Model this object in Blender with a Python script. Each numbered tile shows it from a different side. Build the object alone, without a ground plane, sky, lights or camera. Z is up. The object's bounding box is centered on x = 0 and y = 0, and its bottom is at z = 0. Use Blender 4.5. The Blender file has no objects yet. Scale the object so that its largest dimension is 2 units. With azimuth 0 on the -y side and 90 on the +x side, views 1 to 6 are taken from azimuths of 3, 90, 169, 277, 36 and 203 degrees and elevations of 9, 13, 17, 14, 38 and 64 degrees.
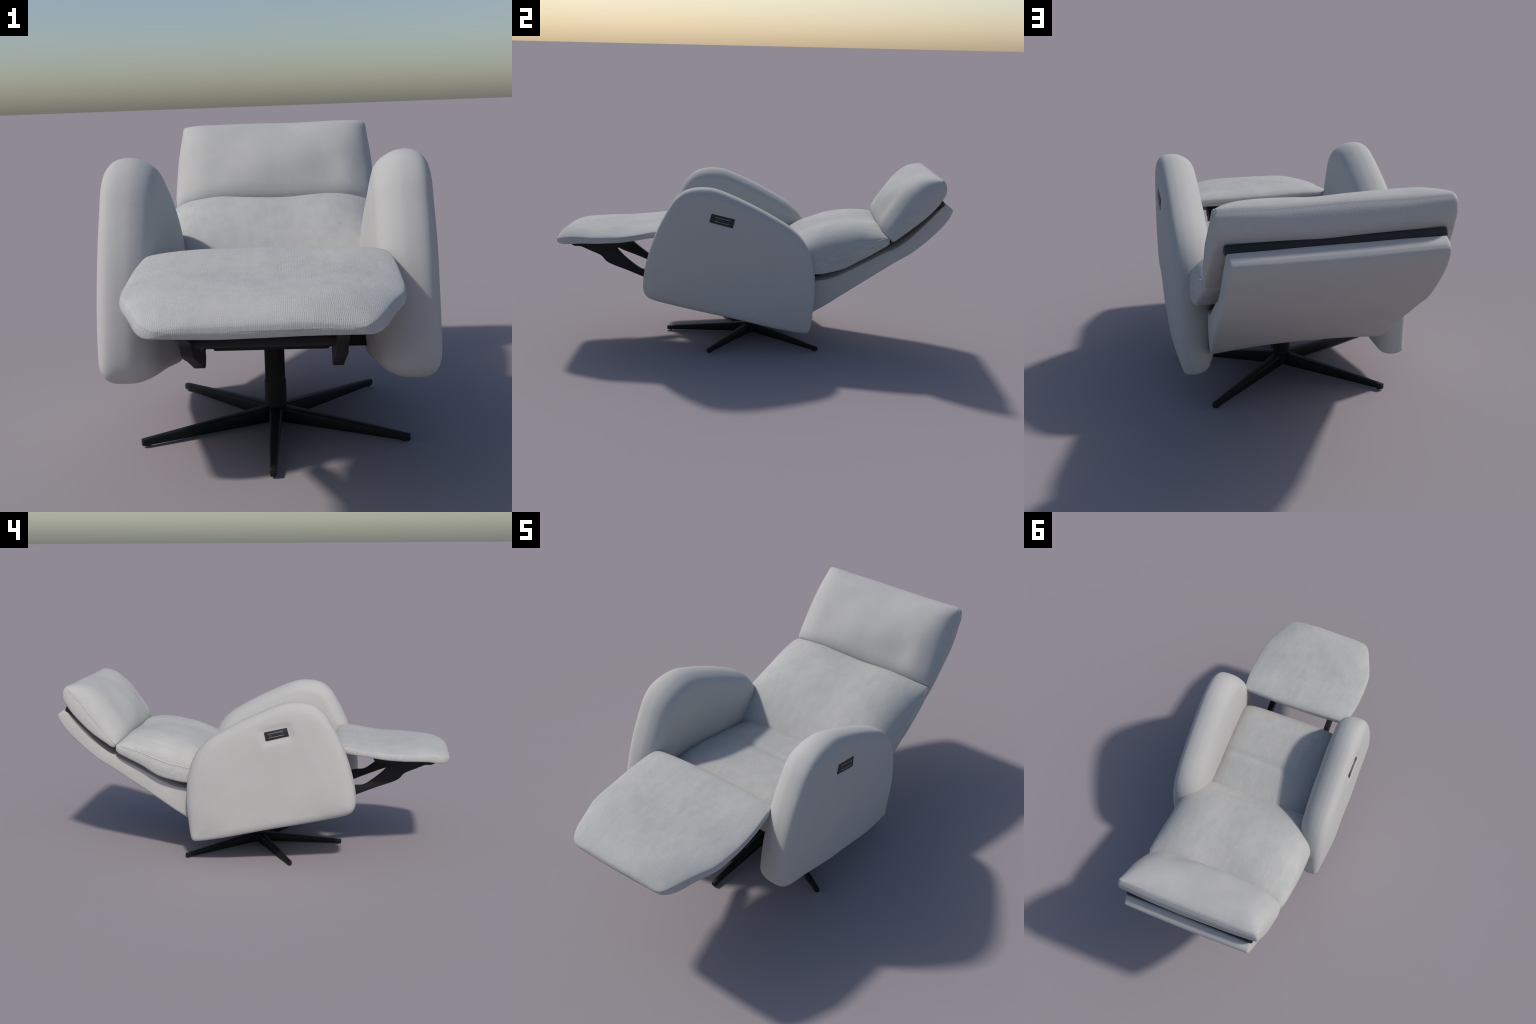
"""Reclined upholstered swivel armchair with extended footrest, on a black five-star base."""
import bpy, math
import numpy as np
from mathutils import noise, Vector

# ---------------------------------------------------------------- helpers
ROOT = bpy.data.objects.new("recliner_armchair", None)
bpy.context.scene.collection.objects.link(ROOT)
ROOT["label"] = "light grey fabric recliner, footrest out, black star base"
ROOT["category"] = "recliner chair"


def spline(ctrl, m):
    """Catmull-Rom through rows of control values, m samples, chord-length spaced."""
    c = np.array(ctrl, float)
    d = np.maximum(np.linalg.norm(np.diff(c, axis=0), axis=1), 1e-6)
    t = np.concatenate([[0], np.cumsum(np.sqrt(d))])
    slope = np.zeros_like(c)
    for i in range(len(c)):
        a, b = max(i - 1, 0), min(i + 1, len(c) - 1)
        slope[i] = (c[b] - c[a]) / (t[b] - t[a])
    q = np.linspace(0, t[-1], m)
    k = np.clip(np.searchsorted(t, q, side="right") - 1, 0, len(c) - 2)
    h = (t[k + 1] - t[k])[:, None]
    u = ((q - t[k]) / h[:, 0])[:, None]
    return ((2 * u**3 - 3 * u**2 + 1) * c[k] + (u**3 - 2 * u**2 + u) * h * slope[k]
            + (-2 * u**3 + 3 * u**2) * c[k + 1] + (u**3 - u**2) * h * slope[k + 1])


def closed_spline(ctrl, m):
    c = list(map(tuple, ctrl))
    n = len(c)
    s = spline(c[-3:] + c + c[:3], m * 3)
    # keep the stretch that runs once round, from point 0 back to point 0
    i0 = int(np.argmin(np.linalg.norm(s[: len(s) // 2] - c[0], axis=1)))
    i1 = len(s) // 2 + int(np.argmin(np.linalg.norm(s[len(s) // 2:] - c[0], axis=1)))
    run = s[i0:i1]
    d = np.concatenate([[0], np.cumsum(np.linalg.norm(np.diff(np.vstack([run, run[:1]]), axis=0), axis=1))])
    q = np.linspace(0, d[-1], m, endpoint=False)
    loop = np.vstack([run, run[:1]])
    return np.stack([np.interp(q, d, loop[:, j]) for j in range(loop.shape[1])], axis=1)


def interp(x, pts):
    """Smooth 1-D curve through (x, y) pairs."""
    p = np.array(pts, float)
    dense = spline(p, 400)
    return np.interp(x, dense[:, 0], dense[:, 1])


def make(name, verts, faces, mat, parent=ROOT, smooth=True, angle=None):
    me = bpy.data.meshes.new(name)
    me.from_pydata([tuple(map(float, v)) for v in verts], [], [tuple(f) for f in faces])
    me.validate()
    me.update()
    import bmesh
    bm = bmesh.new()
    bm.from_mesh(me)
    bmesh.ops.remove_doubles(bm, verts=bm.verts, dist=1e-5)
    bmesh.ops.recalc_face_normals(bm, faces=bm.faces)
    bm.to_mesh(me)
    bm.free()
    if smooth:
        me.polygons.foreach_set("use_smooth", [True] * len(me.polygons))
        if angle:
            me.set_sharp_from_angle(angle=math.radians(angle))
    me.materials.append(mat)
    ob = bpy.data.objects.new(name, me)
    bpy.context.scene.collection.objects.link(ob)
    ob.parent = parent
    return ob


def grid_faces(nu, nv, close_v=False):
    f = []
    for i in range(nu - 1):
        for j in range(nv if close_v else nv - 1):
            k = (j + 1) % nv
            f.append((i * nv + j, i * nv + k, (i + 1) * nv + k, (i + 1) * nv + j))
    return f


def wrinkle(p, scale, amp, seed=0.0):
    return amp * noise.noise(Vector((p[0] * scale + seed, p[1] * scale, p[2] * scale)))


# ---------------------------------------------------------------- materials
def nodes_of(name):
    m = bpy.data.materials.new(name)
    m.use_nodes = True
    t = m.node_tree
    return m, t, t.nodes, t.links, t.nodes["Principled BSDF"]


def fabric(name, patch, weave):
    """Pale woven upholstery. patch: strength of the grey-green mottling; weave: least and most thread relief."""
    m, t, N, L, b = nodes_of(name)
    co = N.new("ShaderNodeTexCoord")

    def math_(op, a, c=None):
        n = N.new("ShaderNodeMath")
        n.operation = op
        for i, v in enumerate((a, c)):
            if v is None:
                continue
            if isinstance(v, (int, float)):
                n.inputs[i].default_value = v
            else:
                L.new(v, n.inputs[i])
        return n.outputs[0]

    def tex(kind, **kw):
        n = N.new(kind)
        L.new(co.outputs["Object"], n.inputs["Vector"])
        for k, v in kw.items():
            if k in n.inputs:
                n.inputs[k].default_value = v
            else:
                setattr(n, k, v)
        return n

    cloud = tex("ShaderNodeTexNoise", Scale=5.0, Detail=5.0, Roughness=0.6)
    streak = N.new("ShaderNodeTexNoise")
    stretch = N.new("ShaderNodeMapping")
    stretch.inputs["Scale"].default_value = (1.0, 0.35, 1.0)
    L.new(co.outputs["Object"], stretch.inputs["Vector"])
    L.new(stretch.outputs[0], streak.inputs["Vector"])
    streak.inputs["Scale"].default_value = 34.0
    streak.inputs["Detail"].default_value = 4.0
    grain = tex("ShaderNodeTexNoise", Scale=420.0, Detail=2.0)

    mask = N.new("ShaderNodeValToRGB")
    mask.color_ramp.elements[0].position = 0.36
    mask.color_ramp.elements[1].position = 0.64
    L.new(math_("ADD", math_("MULTIPLY", cloud.outputs["Fac"], 0.35), math_("MULTIPLY", streak.outputs["Fac"], 0.65)), mask.inputs[0])

    mix = N.new("ShaderNodeMix")
    mix.data_type = "RGBA"
    mix.inputs["A"].default_value = FABRIC_PALE
    mix.inputs["B"].default_value = FABRIC_GREY_GREEN
    L.new(math_("MULTIPLY", mask.outputs[0], patch), mix.inputs["Factor"])
    # weave: broken, wandering thread ridges crossing one another
    ridges = None
    for axis, share in (("X", 0.55), ("Y", 0.3), ("Z", 0.3)):
        w = tex("ShaderNodeTexWave", wave_type="BANDS", bands_direction=axis, Scale=84.0, Distortion=7.0, Detail=2.0)
        w.inputs["Detail Scale"].default_value = 0.9
        part = math_("MULTIPLY", w.outputs["Fac"], share)
        ridges = part if ridges is None else math_("ADD", ridges, part)
    height = math_("ADD", ridges, math_("MULTIPLY", grain.outputs["Fac"], 0.4))
    tone = N.new("ShaderNodeHueSaturation")
    L.new(mix.outputs["Result"], tone.inputs["Color"])
    L.new(math_("ADD", math_("MULTIPLY", math_("SUBTRACT", height, 0.77), 0.45 * weave[1]), 1.0), tone.inputs["Value"])
    L.new(tone.outputs[0], b.inputs["Base Color"])
    b.inputs["Roughness"].default_value = 0.9
    b.inputs["Specular IOR Level"].default_value = 0.2
    b.inputs["Sheen Weight"].default_value = 0.05
    b.inputs["Sheen Roughness"].default_value = 0.6

    amount = N.new("ShaderNodeMapRange")
    amount.inputs["To Min"].default_value = weave[0]
    amount.inputs["To Max"].default_value = weave[1]
    L.new(cloud.outputs["Fac"], amount.inputs["Value"])
    amount.inputs["From Min"].default_value = 0.3
    amount.inputs["From Max"].default_value = 0.7
    bump = N.new("ShaderNodeBump")
    bump.inputs["Distance"].default_value = 0.0022
    L.new(amount.outputs[0], bump.inputs["Strength"])
    L.new(height, bump.inputs["Height"])
    L.new(bump.outputs[0], b.inputs["Normal"])
    return m


def plain(name, col, rough, spec=0.4, metal=0.0, speck=0.15):
    m, t, N, L, b = nodes_of(name)
    co = N.new("ShaderNodeTexCoord")
    n = N.new("ShaderNodeTexNoise")
    n.inputs["Scale"].default_value = 30.0
    n.inputs["Detail"].default_value = 6.0
    L.new(co.outputs["Object"], n.inputs["Vector"])
    r = N.new("ShaderNodeValToRGB")
    r.color_ramp.elements[0].color = (*[c * (1 - speck) for c in col], 1)
    r.color_ramp.elements[1].color = (*[c * (1 + speck) for c in col], 1)
    L.new(n.outputs["Fac"], r.inputs[0])
    L.new(r.outputs[0], b.inputs["Base Color"])
    b.inputs["Roughness"].default_value = rough
    b.inputs["Specular IOR Level"].default_value = spec
    b.inputs["Metallic"].default_value = metal
    return m


FABRIC_PALE = (0.505, 0.490, 0.472, 1)
FABRIC_GREY_GREEN = (0.405, 0.424, 0.408, 1)
CLOTH = fabric("pale_woven_fabric", 0.15, (0.01, 0.10))
CUSHION = fabric("mottled_woven_fabric", 0.65, (0.06, 0.36))
PLUMP = fabric("lightly_mottled_woven_fabric", 0.3, (0.02, 0.2))
PIPING = plain("piping_cord", (0.53, 0.515, 0.495), 0.9, 0.2, 0, 0.04)
BLACK = plain("black_powder_coat", (0.0075, 0.008, 0.0085), 0.62, 0.3)
FRAME = plain("black_frame_steel", (0.012, 0.012, 0.0125), 0.65, 0.3)
PLASTIC = plain("black_plastic", (0.018, 0.018, 0.019), 0.5)
ICON = plain("icon_grey", (0.035, 0.037, 0.039), 0.5)
SILVER = plain("silver_trim", (0.28, 0.285, 0.29), 0.45, 0.5, 0.2)


# ---------------------------------------------------------------- cushions
def flat_crown(s, p=4.0, q=0.55, saddle=0.0):
    a = np.abs(s)
    return (1 - np.minimum(a, 1) ** p) ** q * (1 - saddle + saddle * np.minimum(a, 1) ** 2)


def cushion(name, rows, mat, stations=90, crown=(4.0, 0.55, 0.0), bulge=0.012, relief=None, bow=None,
            lump=(7.0, 0.0025, 0.0), piping=True, parent=ROOT):
    """Loft along a spine. Each row: top (y,z) on the centre line, side seam (y,z), bottom (y,z), half width."""
    R = spline(rows, stations)
    # section: list of (s, weight towards top, weight towards bottom)
    sec = []
    for a in np.linspace(0, math.pi / 2, 26):
        s = math.sin(a)
        sec.append((s, float(flat_crown(s, *crown)), 0.0, 0.0))
    for u in np.linspace(0.08, 0.9, 8):
        sec.append((1.0, 0.0, u, math.sin(u * math.pi)))
    for a in np.linspace(0.15, 1, 5):
        sec.append((1 - 0.035 * (1 - math.cos(a * math.pi / 2)), 0.0, 0.9 + 0.1 * math.sin(a * math.pi / 2), 0.2 * (1 - a)))
    for s in np.linspace(0.88, 0, 10):
        sec.append((s, 0.0, 1.0, 0.0))
    ring = sec + [(-s, a, b, g) for s, a, b, g in sec[-2:0:-1]]
    V = []
    for r in R:
        T, S, B, W = r[0:2], r[2:4], r[4:6], r[6]
        belly = r[7] if len(r) > 7 else 1.0
        thick = np.linalg.norm(B - S)
        for s, a, b, g in ring:
            b *= belly + (1 - belly) * (1 - min(s * s, 1))      # shallower flanks where the belly is below 1
            yz = S + (T - S) * a + (B - S) * b
            x = W * s + math.copysign(bulge * g * min(1, thick / 0.04), s)
            p = np.array([x, yz[0], yz[1]])
            if bow is not None:
                p[1] += bow(p[0] / 0.33, p[1])
            if relief is not None and a > 0:
                p = p + relief(p, a)
            d = wrinkle(p, *lump)
            p[2] += d
            p[1] -= 0.5 * d
            V.append(p)
    n, k = len(R), len(ring)
    F = grid_faces(n, k, close_v=True)
    F.append(tuple(range(k - 1, -1, -1)))
    F.append(tuple((n - 1) * k + j for j in range(k)))
    ob = make(name, V, F, mat, parent, angle=62)
    if piping:
        i = 25   # ring index of the side seam
        for j in (i, k - i):
            path = [V[m * k + j] for m in range(4, n - 8)]
            tube("piping", path, 0.0026, PIPING, ob, 6)
    return ob


def tube(name, path, radius, mat, parent=ROOT, sides=10, caps=True):
    path = [np.array(p, float) for p in path]
    V, F = [], []
    n = len(path)
    rad = radius if hasattr(radius, "__len__") else [radius] * n
    for i, p in enumerate(path):
        t = path[min(i + 1, n - 1)] - path[max(i - 1, 0)]
        t /= max(np.linalg.norm(t), 1e-9)
        up = np.array([1.0, 0, 0]) if abs(t[0]) < 0.9 else np.array([0, 0, 1.0])
        a = np.cross(t, up)
        a /= np.linalg.norm(a)
        b = np.cross(t, a)
        for k in range(sides):
            w = 2 * math.pi * k / sides
            V.append(p + rad[i] * (math.cos(w) * a + math.sin(w) * b))
    F = grid_faces(n, sides, True)
    if caps:
        F += [tuple(range(sides)), tuple((n - 1) * sides + k for k in range(sides))]
    return make(name, V, F, mat, parent, angle=50)


def box(name, lo, hi, mat, bevel=0.006, parent=ROOT, rot_x=0.0, centre=None):
    lo, hi = np.array(lo, float), np.array(hi, float)
    V = [(x, y, z) for x in (lo[0], hi[0]) for y in (lo[1], hi[1]) for z in (lo[2], hi[2])]
    if rot_x:
        c = np.array(centre if centre is not None else (lo + hi) / 2)
        ca, sa = math.cos(rot_x), math.sin(rot_x)
        V = [(v[0], c[1] + ca * (v[1] - c[1]) - sa * (v[2] - c[2]), c[2] + sa * (v[1] - c[1]) + ca * (v[2] - c[2])) for v in V]
    F = [(0, 1, 3, 2), (4, 6, 7, 5), (0, 4, 5, 1), (2, 3, 7, 6), (0, 2, 6, 4), (1, 5, 7, 3)]
    ob = make(name, V, F, mat, parent, smooth=False)
    round_edges(ob, bevel, 3)
    return ob


def round_edges(ob, width, seg=3):
    import bmesh
    bm = bmesh.new()
    bm.from_mesh(ob.data)
    sharp = [e for e in bm.edges if len(e.link_faces) == 2 and e.calc_face_angle() > math.radians(28)]
    bmesh.ops.bevel(bm, geom=sharp, offset=width, segments=seg, affect="EDGES", profile=0.5, clamp_overlap=True)
    bm.to_mesh(ob.data)
    bm.free()
    ob.data.polygons.foreach_set("use_smooth", [True] * len(ob.data.polygons))
    ob.data.set_sharp_from_angle(angle=math.radians(40))


def plate(name, outline_yz, x0, x1, mat, bevel=0.004, parent=ROOT):
    """A flat-sided part cut from an outline in the y-z plane and given thickness along x."""
    o = np.array(outline_yz, float)
    n = len(o)
    V = [(x0, y, z) for y, z in o] + [(x1, y, z) for y, z in o]
    F = [tuple(range(n)), tuple(range(2 * n - 1, n - 1, -1))] + [(i, (i + 1) % n, n + (i + 1) % n, n + i) for i in range(n)]
    ob = make(name, V, F, mat, parent, smooth=False)
    round_edges(ob, bevel, 4)
    return ob


# headrest: worked in its own slanted frame (along, out) and turned into (y, z)
HEAD0, HEAD_DIR = np.array([0.686, 0.604]), np.array([0.649, 0.761])
HEAD_OUT = np.array([-HEAD_DIR[1], HEAD_DIR[0]])


def head(a, n):
    return tuple(HEAD0 + a * HEAD_DIR + n * HEAD_OUT)


def head_row(ta, tn, sa, sn, ba, bn, w, belly):
    return (*head(ta, tn), *head(sa, sn), *head(ba, bn), w, belly)


def head_relief(p, a):
    """A fuller middle low on the face, soft dents either side of it."""
    al = (p[1] - HEAD0[0]) * HEAD_DIR[0] + (p[2] - HEAD0[1]) * HEAD_DIR[1]
    d = 0.018 * math.exp(-(abs(p[0]) / 0.14) ** 3 - ((al - 0.14) / 0.10) ** 2)
    for cx in (-0.22, 0.22):
        d -= 0.006 * math.exp(-((p[0] - cx) / 0.05) ** 2 - ((al - 0.10) / 0.07) ** 2)
    d -= 0.010 * math.exp(-(p[0] / 0.16) ** 2 - ((al - 0.31) / 0.06) ** 2)
    d -= 0.016 * math.exp(-((abs(p[0]) - 0.34) / 0.06) ** 2 - ((al - 0.11) / 0.11) ** 2)      # pinched flanks
    d *= a
    return np.array([0, HEAD_OUT[0] * d, HEAD_OUT[1] * d])


headrest = cushion("headrest", [
    head_row(0.000, 0.002, 0.000, 0.000, -0.004, -0.022, 0.358, 1.0),
    head_row(-0.006, 0.030, 0.004, 0.000, 0.008, -0.027, 0.364, 1.0),
    head_row(0.004, 0.056, 0.012, 0.000, 0.018, -0.030, 0.367, 1.0),
    head_row(0.030, 0.076, 0.034, 0.000, 0.040, -0.034, 0.370, 1.0),
    head_row(0.065, 0.088, 0.068, 0.000, 0.070, -0.042, 0.371, 1.0),
    head_row(0.120, 0.096, 0.120, 0.002, 0.120, -0.054, 0.370, 1.0),
    head_row(0.200, 0.097, 0.200, 0.004, 0.200, -0.068, 0.369, 0.95),
    head_row(0.270, 0.091, 0.270, 0.003, 0.268, -0.077, 0.364, 0.9),
    head_row(0.320, 0.076, 0.325, 0.000, 0.304, -0.078, 0.360, 0.85),
    head_row(0.351, 0.051, 0.359, 0.000, 0.346, -0.071, 0.358, 0.8),
    head_row(0.372, 0.026, 0.376, 0.000, 0.374, -0.042, 0.356, 0.8),
    head_row(0.384, 0.004, 0.385, 0.000, 0.386, -0.012, 0.346, 1.0),
], PLUMP, crown=(6.0, 0.6, 0.04), relief=head_relief, bulge=0.004, lump=(8.0, 0.004, 4.0))


def back_relief(p, a):
    """Pulled down a little in the middle, just below the crease."""
    return np.array([0, 0, -0.012 * a * math.exp(-(p[0] / 0.11) ** 2 - ((p[1] - 0.58) / 0.07) ** 2)])


backrest = cushion("back_cushion", [
    (0.105, 0.425, 0.105, 0.415, 0.105, 0.400, 0.350),
    (0.116, 0.468, 0.125, 0.437, 0.120, 0.390, 0.360),
    (0.148, 0.506, 0.150, 0.447, 0.150, 0.390, 0.368),
    (0.204, 0.553, 0.205, 0.463, 0.205, 0.398, 0.374),
    (0.285, 0.600, 0.285, 0.488, 0.285, 0.412, 0.378),
    (0.370, 0.632, 0.370, 0.508, 0.370, 0.421, 0.380),
    (0.460, 0.650, 0.461, 0.534, 0.461, 0.449, 0.380),
    (0.535, 0.657, 0.540, 0.562, 0.540, 0.491, 0.379),
    (0.605, 0.652, 0.605, 0.586, 0.605, 0.525, 0.376),
    (0.650, 0.640, 0.648, 0.597, 0.647, 0.547, 0.372),
    (0.676, 0.622, 0.675, 0.602, 0.672, 0.560, 0.367),
    (0.688, 0.606, 0.688, 0.603, 0.688, 0.572, 0.360),
], CUSHION, crown=(4.5, 0.6, 0.05), bulge=0.005, lump=(8.0, 0.004, 1.0), relief=back_relief)


def seat_relief(p, a):
    return np.array([0, 0, -0.006 * a * math.exp(-((p[1] + 0.07) / 0.018) ** 2)])


seat = cushion("seat_cushion", [
    (-0.394, 0.455, -0.394, 0.440, -0.394, 0.420, 0.278),
    (-0.399, 0.484, -0.392, 0.450, -0.389, 0.405, 0.286),
    (-0.385, 0.517, -0.378, 0.460, -0.368, 0.398, 0.291),
    (-0.350, 0.539, -0.350, 0.474, -0.340, 0.395, 0.294),
    (-0.290, 0.550, -0.290, 0.482, -0.290, 0.390, 0.295),
    (-0.200, 0.545, -0.200, 0.478, -0.200, 0.385, 0.295),
    (-0.070, 0.523, -0.070, 0.458, -0.070, 0.380, 0.295),
    (0.050, 0.498, 0.050, 0.436, 0.050, 0.370, 0.295),
    (0.140, 0.476, 0.140, 0.416, 0.140, 0.360, 0.295),
    (0.200, 0.455, 0.200, 0.405, 0.200, 0.360, 0.290),
], CUSHION, crown=(5.0, 0.6, 0.03), relief=seat_relief, piping=False)


def foot_bow(s, y):
    c = 1 - min(abs(s), 1) ** 2
    return -0.014 * c * np.clip((-0.86 - y) / 0.13, 0, 1) + 0.015 * c * np.clip((y + 0.50) / 0.08, 0, 1)


footrest = cushion("footrest_cushion", [
    (-0.987, 0.535, -0.987, 0.533, -0.987, 0.530, 0.185, 1.0),
    (-0.984, 0.549, -0.984, 0.536, -0.982, 0.520, 0.213, 1.0),
    (-0.966, 0.566, -0.966, 0.545, -0.964, 0.514, 0.236, 0.95),
    (-0.930, 0.582, -0.930, 0.554, -0.930, 0.512, 0.257, 0.85),
    (-0.870, 0.592, -0.870, 0.560, -0.870, 0.511, 0.281, 0.65),
    (-0.800, 0.594, -0.800, 0.562, -0.800, 0.510, 0.308, 0.55),
    (-0.770, 0.595, -0.770, 0.563, -0.770, 0.511, 0.314, 0.55),
    (-0.730, 0.596, -0.730, 0.566, -0.730, 0.514, 0.318, 0.55),
    (-0.660, 0.598, -0.660, 0.571, -0.660, 0.521, 0.320, 0.55),
    (-0.560, 0.605, -0.560, 0.586, -0.560, 0.541, 0.318, 0.6),
    (-0.490, 0.615, -0.490, 0.597, -0.490, 0.556, 0.310, 0.7),
    (-0.450, 0.615, -0.450, 0.599, -0.450, 0.565, 0.304, 0.8),
    (-0.430, 0.606, -0.430, 0.598, -0.430, 0.573, 0.297, 0.9),
    (-0.424, 0.592, -0.424, 0.590, -0.424, 0.583, 0.288, 1.0),
], CUSHION, crown=(3.6, 0.75, 0.0), bulge=0.003, bow=foot_bow, piping=False, lump=(7.0, 0.003, 2.0))

# back shell: a thick padded panel behind the cushions
SHELL_INNER = [(0.285, 0.368), (0.300, 0.369), (0.344, 0.375), (0.401, 0.385), (0.474, 0.418), (0.573, 0.473), (0.673, 0.525),
               (0.732, 0.554), (0.794, 0.604), (0.865, 0.677), (0.922, 0.737), (0.946, 0.763), (0.960, 0.771), (0.968, 0.770)]
SHELL_OUTER = [(0.292, 0.222), (0.304, 0.216), (0.342, 0.229), (0.402, 0.256), (0.481, 0.304), (0.610, 0.389), (0.733, 0.468),
               (0.810, 0.516), (0.880, 0.574), (0.945, 0.638), (0.984, 0.690), (0.999, 0.724), (1.000, 0.740), (0.992, 0.754)]
SHELL_WIDTH = [0.314, 0.320, 0.325, 0.327, 0.329, 0.331, 0.332, 0.332, 0.331, 0.330, 0.328, 0.326, 0.323, 0.317]
SHELL_FLANK = [1.12, 1.12, 1.07, 0.98, 0.91, 0.89, 0.86, 0.85, 0.85, 0.86, 0.88, 0.9, 0.95, 1.0]     # rear face bows out between its edges
# the padding swells up from the rim (seam) towards the cushions in the middle
SHELL_SWELL = [0.003, 0.01, 0.03, 0.035, 0.035, 0.032, 0.028, 0.024, 0.02, 0.015, 0.010, 0.006, 0.002, 0.001]
shell = cushion("back_shell", [(i[0] - 0.35 * h, i[1] + 0.55 * h, *i, *o, w, f) for i, o, w, f, h in zip(SHELL_INNER, SHELL_OUTER, SHELL_WIDTH, SHELL_FLANK, SHELL_SWELL)],
                CLOTH, crown=(4.0, 0.8, 0.0), bulge=0.003, piping=False, lump=(5.0, 0.002, 3.0))

# ---------------------------------------------------------------- side arms
ARM_OUTLINE = closed_spline([
    (-0.245, 0.842), (-0.320, 0.826), (-0.372, 0.784), (-0.410, 0.725), (-0.452, 0.645), (-0.489, 0.550), (-0.518, 0.445),
    (-0.530, 0.365), (-0.526, 0.316), (-0.507, 0.288), (-0.465, 0.270), (-0.350, 0.244), (-0.110, 0.198), (0.150, 0.140),
    (0.265, 0.118), (0.294, 0.119), (0.307, 0.142), (0.316, 0.210), (0.326, 0.320), (0.320, 0.425), (0.300, 0.515), (0.265, 0.585),
    (0.215, 0.640), (0.150, 0.685), (0.000, 0.765), (-0.160, 0.832),
], 240)
ARM_CENTRE = np.array([-0.10, 0.47])
# half-thickness profiles: x of each face against distance in from the outline; the foot of the arm is squarer than its crest
OUTER = [(0, 0.380), (0.002, 0.397), (0.008, 0.413), (0.025, 0.429), (0.05, 0.438), (0.10, 0.446), (0.16, 0.449), (0.25, 0.450), (0.40, 0.449)]
INNER = [(0, 0.380), (0.002, 0.362), (0.008, 0.342), (0.025, 0.314), (0.05, 0.295), (0.10, 0.282), (0.16, 0.277), (0.25, 0.274), (0.40, 0.273)]
OUTER_FOOT = [(0, 0.380), (0.001, 0.412), (0.004, 0.425), (0.012, 0.435), (0.03, 0.443), (0.06, 0.447), (0.16, 0.449), (0.25, 0.450), (0.40, 0.449)]
INNER_FOOT = [(0, 0.380), (0.001, 0.350), (0.004, 0.335), (0.015, 0.309), (0.03, 0.293), (0.06, 0.281), (0.16, 0.277), (0.25, 0.274), (0.40, 0.273)]
PANEL_AT = np.array([-0.138, 0.690])
PANEL_TILT = math.radians(-13.8)
PANEL_SIZE = (0.117, 0.044)


def outline_gap(yz):
    """Distance from each point to the arm outline."""
    a, b = ARM_OUTLINE, np.roll(ARM_OUTLINE, -1, axis=0)
    ab = b - a
    best = np.full(len(yz), 9.0)
    for i in range(len(a)):
        t = np.clip(((yz - a[i]) @ ab[i]) / (ab[i] @ ab[i]), 0, 1)
        best = np.minimum(best, np.linalg.norm(yz - (a[i] + t[:, None] * ab[i]), axis=1))
    return best


def panel_local(y, z):
    d = np.array([y, z]) - PANEL_AT
    c, s = math.cos(PANEL_TILT), math.sin(PANEL_TILT)
    return c * d[0] + s * d[1], -s * d[0] + c * d[1]


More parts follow.
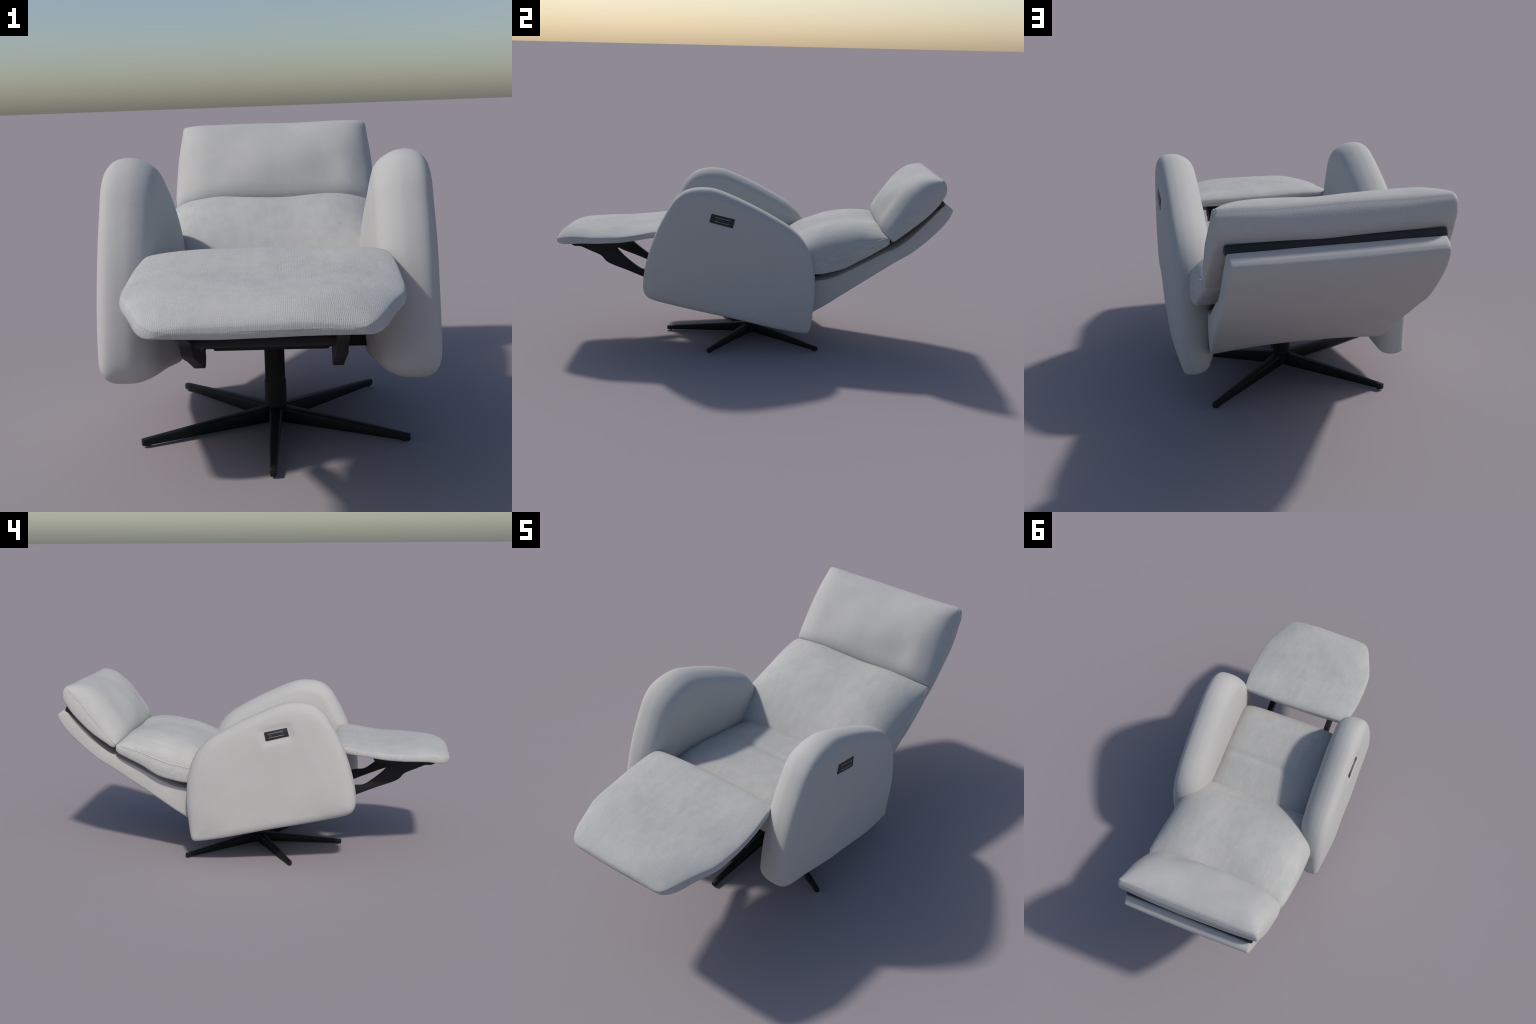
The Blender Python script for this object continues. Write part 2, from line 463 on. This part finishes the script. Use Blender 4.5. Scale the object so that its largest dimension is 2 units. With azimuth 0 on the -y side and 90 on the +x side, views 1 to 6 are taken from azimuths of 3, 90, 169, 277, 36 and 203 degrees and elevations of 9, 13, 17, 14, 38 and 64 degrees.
def arm(side):
    shrink = [0.0, 0.0015, 0.004, 0.008, 0.014, 0.022, 0.034, 0.05, 0.07, 0.10] + list(np.linspace(0.13, 0.97, 40)) + [0.995]
    rings = []
    for k in shrink:
        yz = ARM_OUTLINE + (ARM_CENTRE - ARM_OUTLINE) * k
        rings.append((yz, outline_gap(yz) if k else np.zeros(len(yz))))
    V = []
    m = len(ARM_OUTLINE)

    tangent = np.roll(ARM_OUTLINE, -1, 0) - np.roll(ARM_OUTLINE, 1, 0)
    tangent /= np.linalg.norm(tangent, axis=1)[:, None]
    down = np.clip(tangent[:, 0], 0, 1)
    front = np.clip(-tangent[:, 1], 0, 1)
    rear = np.clip((ARM_OUTLINE[:, 0] - 0.02) / 0.25, 0, 1)      # the foot slims again towards the back
    blunt = np.clip((-0.20 - ARM_OUTLINE[:, 0]) / 0.2, 0, 1)      # softer outer edge at the front of the foot
    squareness = np.clip(down * 1.3 * (1 - 0.8 * rear) + front * 0.6, 0, 1)

    def face(profile, foot, outside):
        q = squareness * (1 - 0.75 * blunt) if outside else squareness
        xs = np.array([interp(d, profile) * (1 - q) + interp(d, foot) * q for _, d in rings])
        for _ in range(30):                      # ease the ridge where opposite edges are equally far
            s = xs.copy()
            s[12:-1] = (np.roll(xs, 1, 1) + np.roll(xs, -1, 1))[12:-1] * 0.25 + (xs[11:-2] + xs[13:]) * 0.25
            xs = s
        for i, (yz, d) in enumerate(rings):
            for j in range(m):
                y, z = yz[j]
                x = xs[i, j]
                if outside:
                    u, v = panel_local(y, z)
                    gap = math.hypot(max(abs(u) - PANEL_SIZE[0] / 2, 0), max(abs(v) - PANEL_SIZE[1] / 2, 0))
                    x -= 0.007 * math.exp(-(gap / 0.022) ** 2)
                near = math.exp(-((y - 0.30) ** 2 + (z - 0.12) ** 2) / 0.14 ** 2)    # the back lower corner is slimmer
                x -= (0.012 if outside else -0.017) * near * min(1, d[j] / 0.035)
                x += wrinkle((x, y, z), 6.0, 0.002 * min(1, d[j] / 0.05), side * 5.0)
                V.append((side * x, y, z))

    face(OUTER, OUTER_FOOT, True)
    face(INNER, INNER_FOOT, False)
    n = len(rings)
    F = grid_faces(n, m, True)
    F += [tuple(n * m + i for i in f) for f in grid_faces(n, m, True)]
    F += [tuple((n - 1) * m + j for j in range(m)), tuple((2 * n - 1) * m + j for j in range(m))]
    ob = make("armrest", V, F, CLOTH)

    # control panel let into the outer face
    face_x = float(interp(np.array([outline_gap(PANEL_AT[None])[0]]), OUTER)[0]) - 0.007
    lean = 0.10

    def at(u, v, depth):
        c, s = math.cos(PANEL_TILT), math.sin(PANEL_TILT)
        return (side * (face_x + depth - lean * v), PANEL_AT[0] + c * u - s * v, PANEL_AT[1] + s * u + c * v)

    def slab(name, u0, u1, v0, v1, d0, d1, mat, parent, bevel):
        P = [at(u, v, d) for u in (u0, u1) for v in (v0, v1) for d in (d0, d1)]
        Q = [(0, 1, 3, 2), (4, 6, 7, 5), (0, 4, 5, 1), (2, 3, 7, 6), (0, 2, 6, 4), (1, 5, 7, 3)]
        o = make(name, P, Q, mat, parent, smooth=False)
        round_edges(o, bevel, 3)
        return o

    hu, hv = PANEL_SIZE[0] / 2, PANEL_SIZE[1] / 2
    pan = slab("control_panel", -hu, hu, -hv, hv, -0.014, 0.002, PLASTIC, ob, 0.0025)
    for v in (-0.0095, 0.0095):
        slab("trim_strip", -0.037, 0.041, v - 0.0012, v + 0.0012, 0.000, 0.0034, SILVER, pan, 0.0004)
    slab("control_switch", -0.036, 0.040, -0.0080, 0.0080, 0.000, 0.0028, PLASTIC, pan, 0.0012)
    for u in (-0.028, 0.031):
        slab("button_icon", u - 0.006, u + 0.006, -0.006, 0.006, 0.000, 0.0032, ICON, pan, 0.0006)
    return ob


for side in (1, -1):
    arm(side)

# ---------------------------------------------------------------- star base
TIPS = [(0.0, -0.448), (0.385, -0.203), (-0.385, -0.203), (0.318, 0.343), (-0.318, 0.343)]
base = tube("swivel_column", [(0, 0, z) for z in (0.012, 0.048, 0.050, 0.128, 0.132, 0.136, 0.34)],
            [0.040, 0.040, 0.0335, 0.0335, 0.0335, 0.031, 0.031], BLACK, ROOT, 40)


def leg(tip):
    tip = np.array(tip)
    length = np.linalg.norm(tip) + 0.004
    d = tip / np.linalg.norm(tip)
    side = np.array([-d[1], d[0]])
    V, n = [], 14
    for u in np.linspace(0, 1, n):
        r = 0.012 + (length - 0.012) * u
        half = 0.020 * (1 - u) + 0.0085 * u
        top = 0.053 * (1 - u) + 0.0225 * u
        bot = 0.005 * (1 - u) + 0.0025 * u
        for w, z in ((-0.9, bot), (-1.05, bot + (top - bot) * 0.85), (-0.8, top), (0.8, top), (1.05, bot + (top - bot) * 0.85), (0.9, bot)):
            q = d * r + side * half * w
            V.append((q[0], q[1], z))
    F = grid_faces(n, 6, True) + [tuple(range(5, -1, -1)), tuple((n - 1) * 6 + k for k in range(6))]
    ob = make("base_leg", V, F, BLACK, ROOT, smooth=False)
    round_edges(ob, 0.0015, 2)
    foot = d * (length - 0.018)
    tube("foot_glide", [(foot[0], foot[1], z) for z in (0.0, 0.001, 0.008)], [0.008, 0.009, 0.009], PLASTIC, ob, 20)


for tip in TIPS:
    leg(tip)

# ---------------------------------------------------------------- mechanism
box("seat_frame", (-0.24, -0.17, 0.315), (0.24, 0.30, 0.385), FRAME, 0.008)
box("swivel_plate", (-0.162, -0.27, 0.298), (0.162, 0.20, 0.316), FRAME, 0.006)
box("cross_bar", (-0.36, -0.03, 0.240), (0.36, 0.05, 0.318), FRAME, 0.006)
box("back_frame", (-0.27, 0.30, 0.380), (0.27, 0.36, 0.440), FRAME, 0.008)
spine = spline([(0.36, 0.41), (0.47, 0.44), (0.60, 0.51), (0.70, 0.558), (0.80, 0.635), (0.88, 0.712), (0.935, 0.762)], 30)
for x in (-0.20, 0.20):
    tube("back_strut", [(x, y, z) for y, z in spine], 0.012, FRAME, ROOT, 12)
# dark rail closing the slot between headrest and shell
box("headrest_rail", (-0.331, 0.914, 0.760), (0.331, 0.953, 0.788), PLASTIC, 0.006, ROOT, math.radians(20))

# footrest carrier: a wedge-shaped plate under the pad, a cross tube, and two curved swing arms
CARRIER = [(-0.612, 0.526), (-0.616, 0.514), (-0.634, 0.506), (-0.720, 0.485), (-0.768, 0.474), (-0.800, 0.474), (-0.814, 0.494),
           (-0.905, 0.498), (-0.922, 0.506), (-0.920, 0.516), (-0.800, 0.520), (-0.700, 0.524)]
plate("footrest_carrier", CARRIER, -0.205, 0.205, FRAME, 0.003)
tube("cross_tube", [(x, -0.735, 0.450) for x in (-0.185, 0.185)], 0.018, FRAME, ROOT, 24)
SWING_ARM = closed_spline([
    (-0.918, 0.508), (-0.890, 0.500), (-0.830, 0.474), (-0.772, 0.448), (-0.746, 0.419), (-0.710, 0.400), (-0.640, 0.374),
    (-0.556, 0.340), (-0.500, 0.317), (-0.480, 0.315), (-0.464, 0.326), (-0.462, 0.346), (-0.476, 0.362), (-0.520, 0.374),
    (-0.566, 0.379), (-0.616, 0.413), (-0.655, 0.446), (-0.690, 0.482), (-0.720, 0.508), (-0.800, 0.512)], 90)
for x in (-0.176, 0.176):
    link = plate("swing_arm", SWING_ARM, x - 0.014, x + 0.014, FRAME, 0.0125)
    tube("hinge_disc", [(x + dx, -0.760, 0.468) for dx in (-0.0155, 0.0155)], 0.022, FRAME, link, 32)
    tube("rear_link", spline([(x, -0.478, 0.342), (x, -0.420, 0.350), (x, -0.320, 0.354), (x, -0.150, 0.354)], 14), 0.011, FRAME, link, 14)
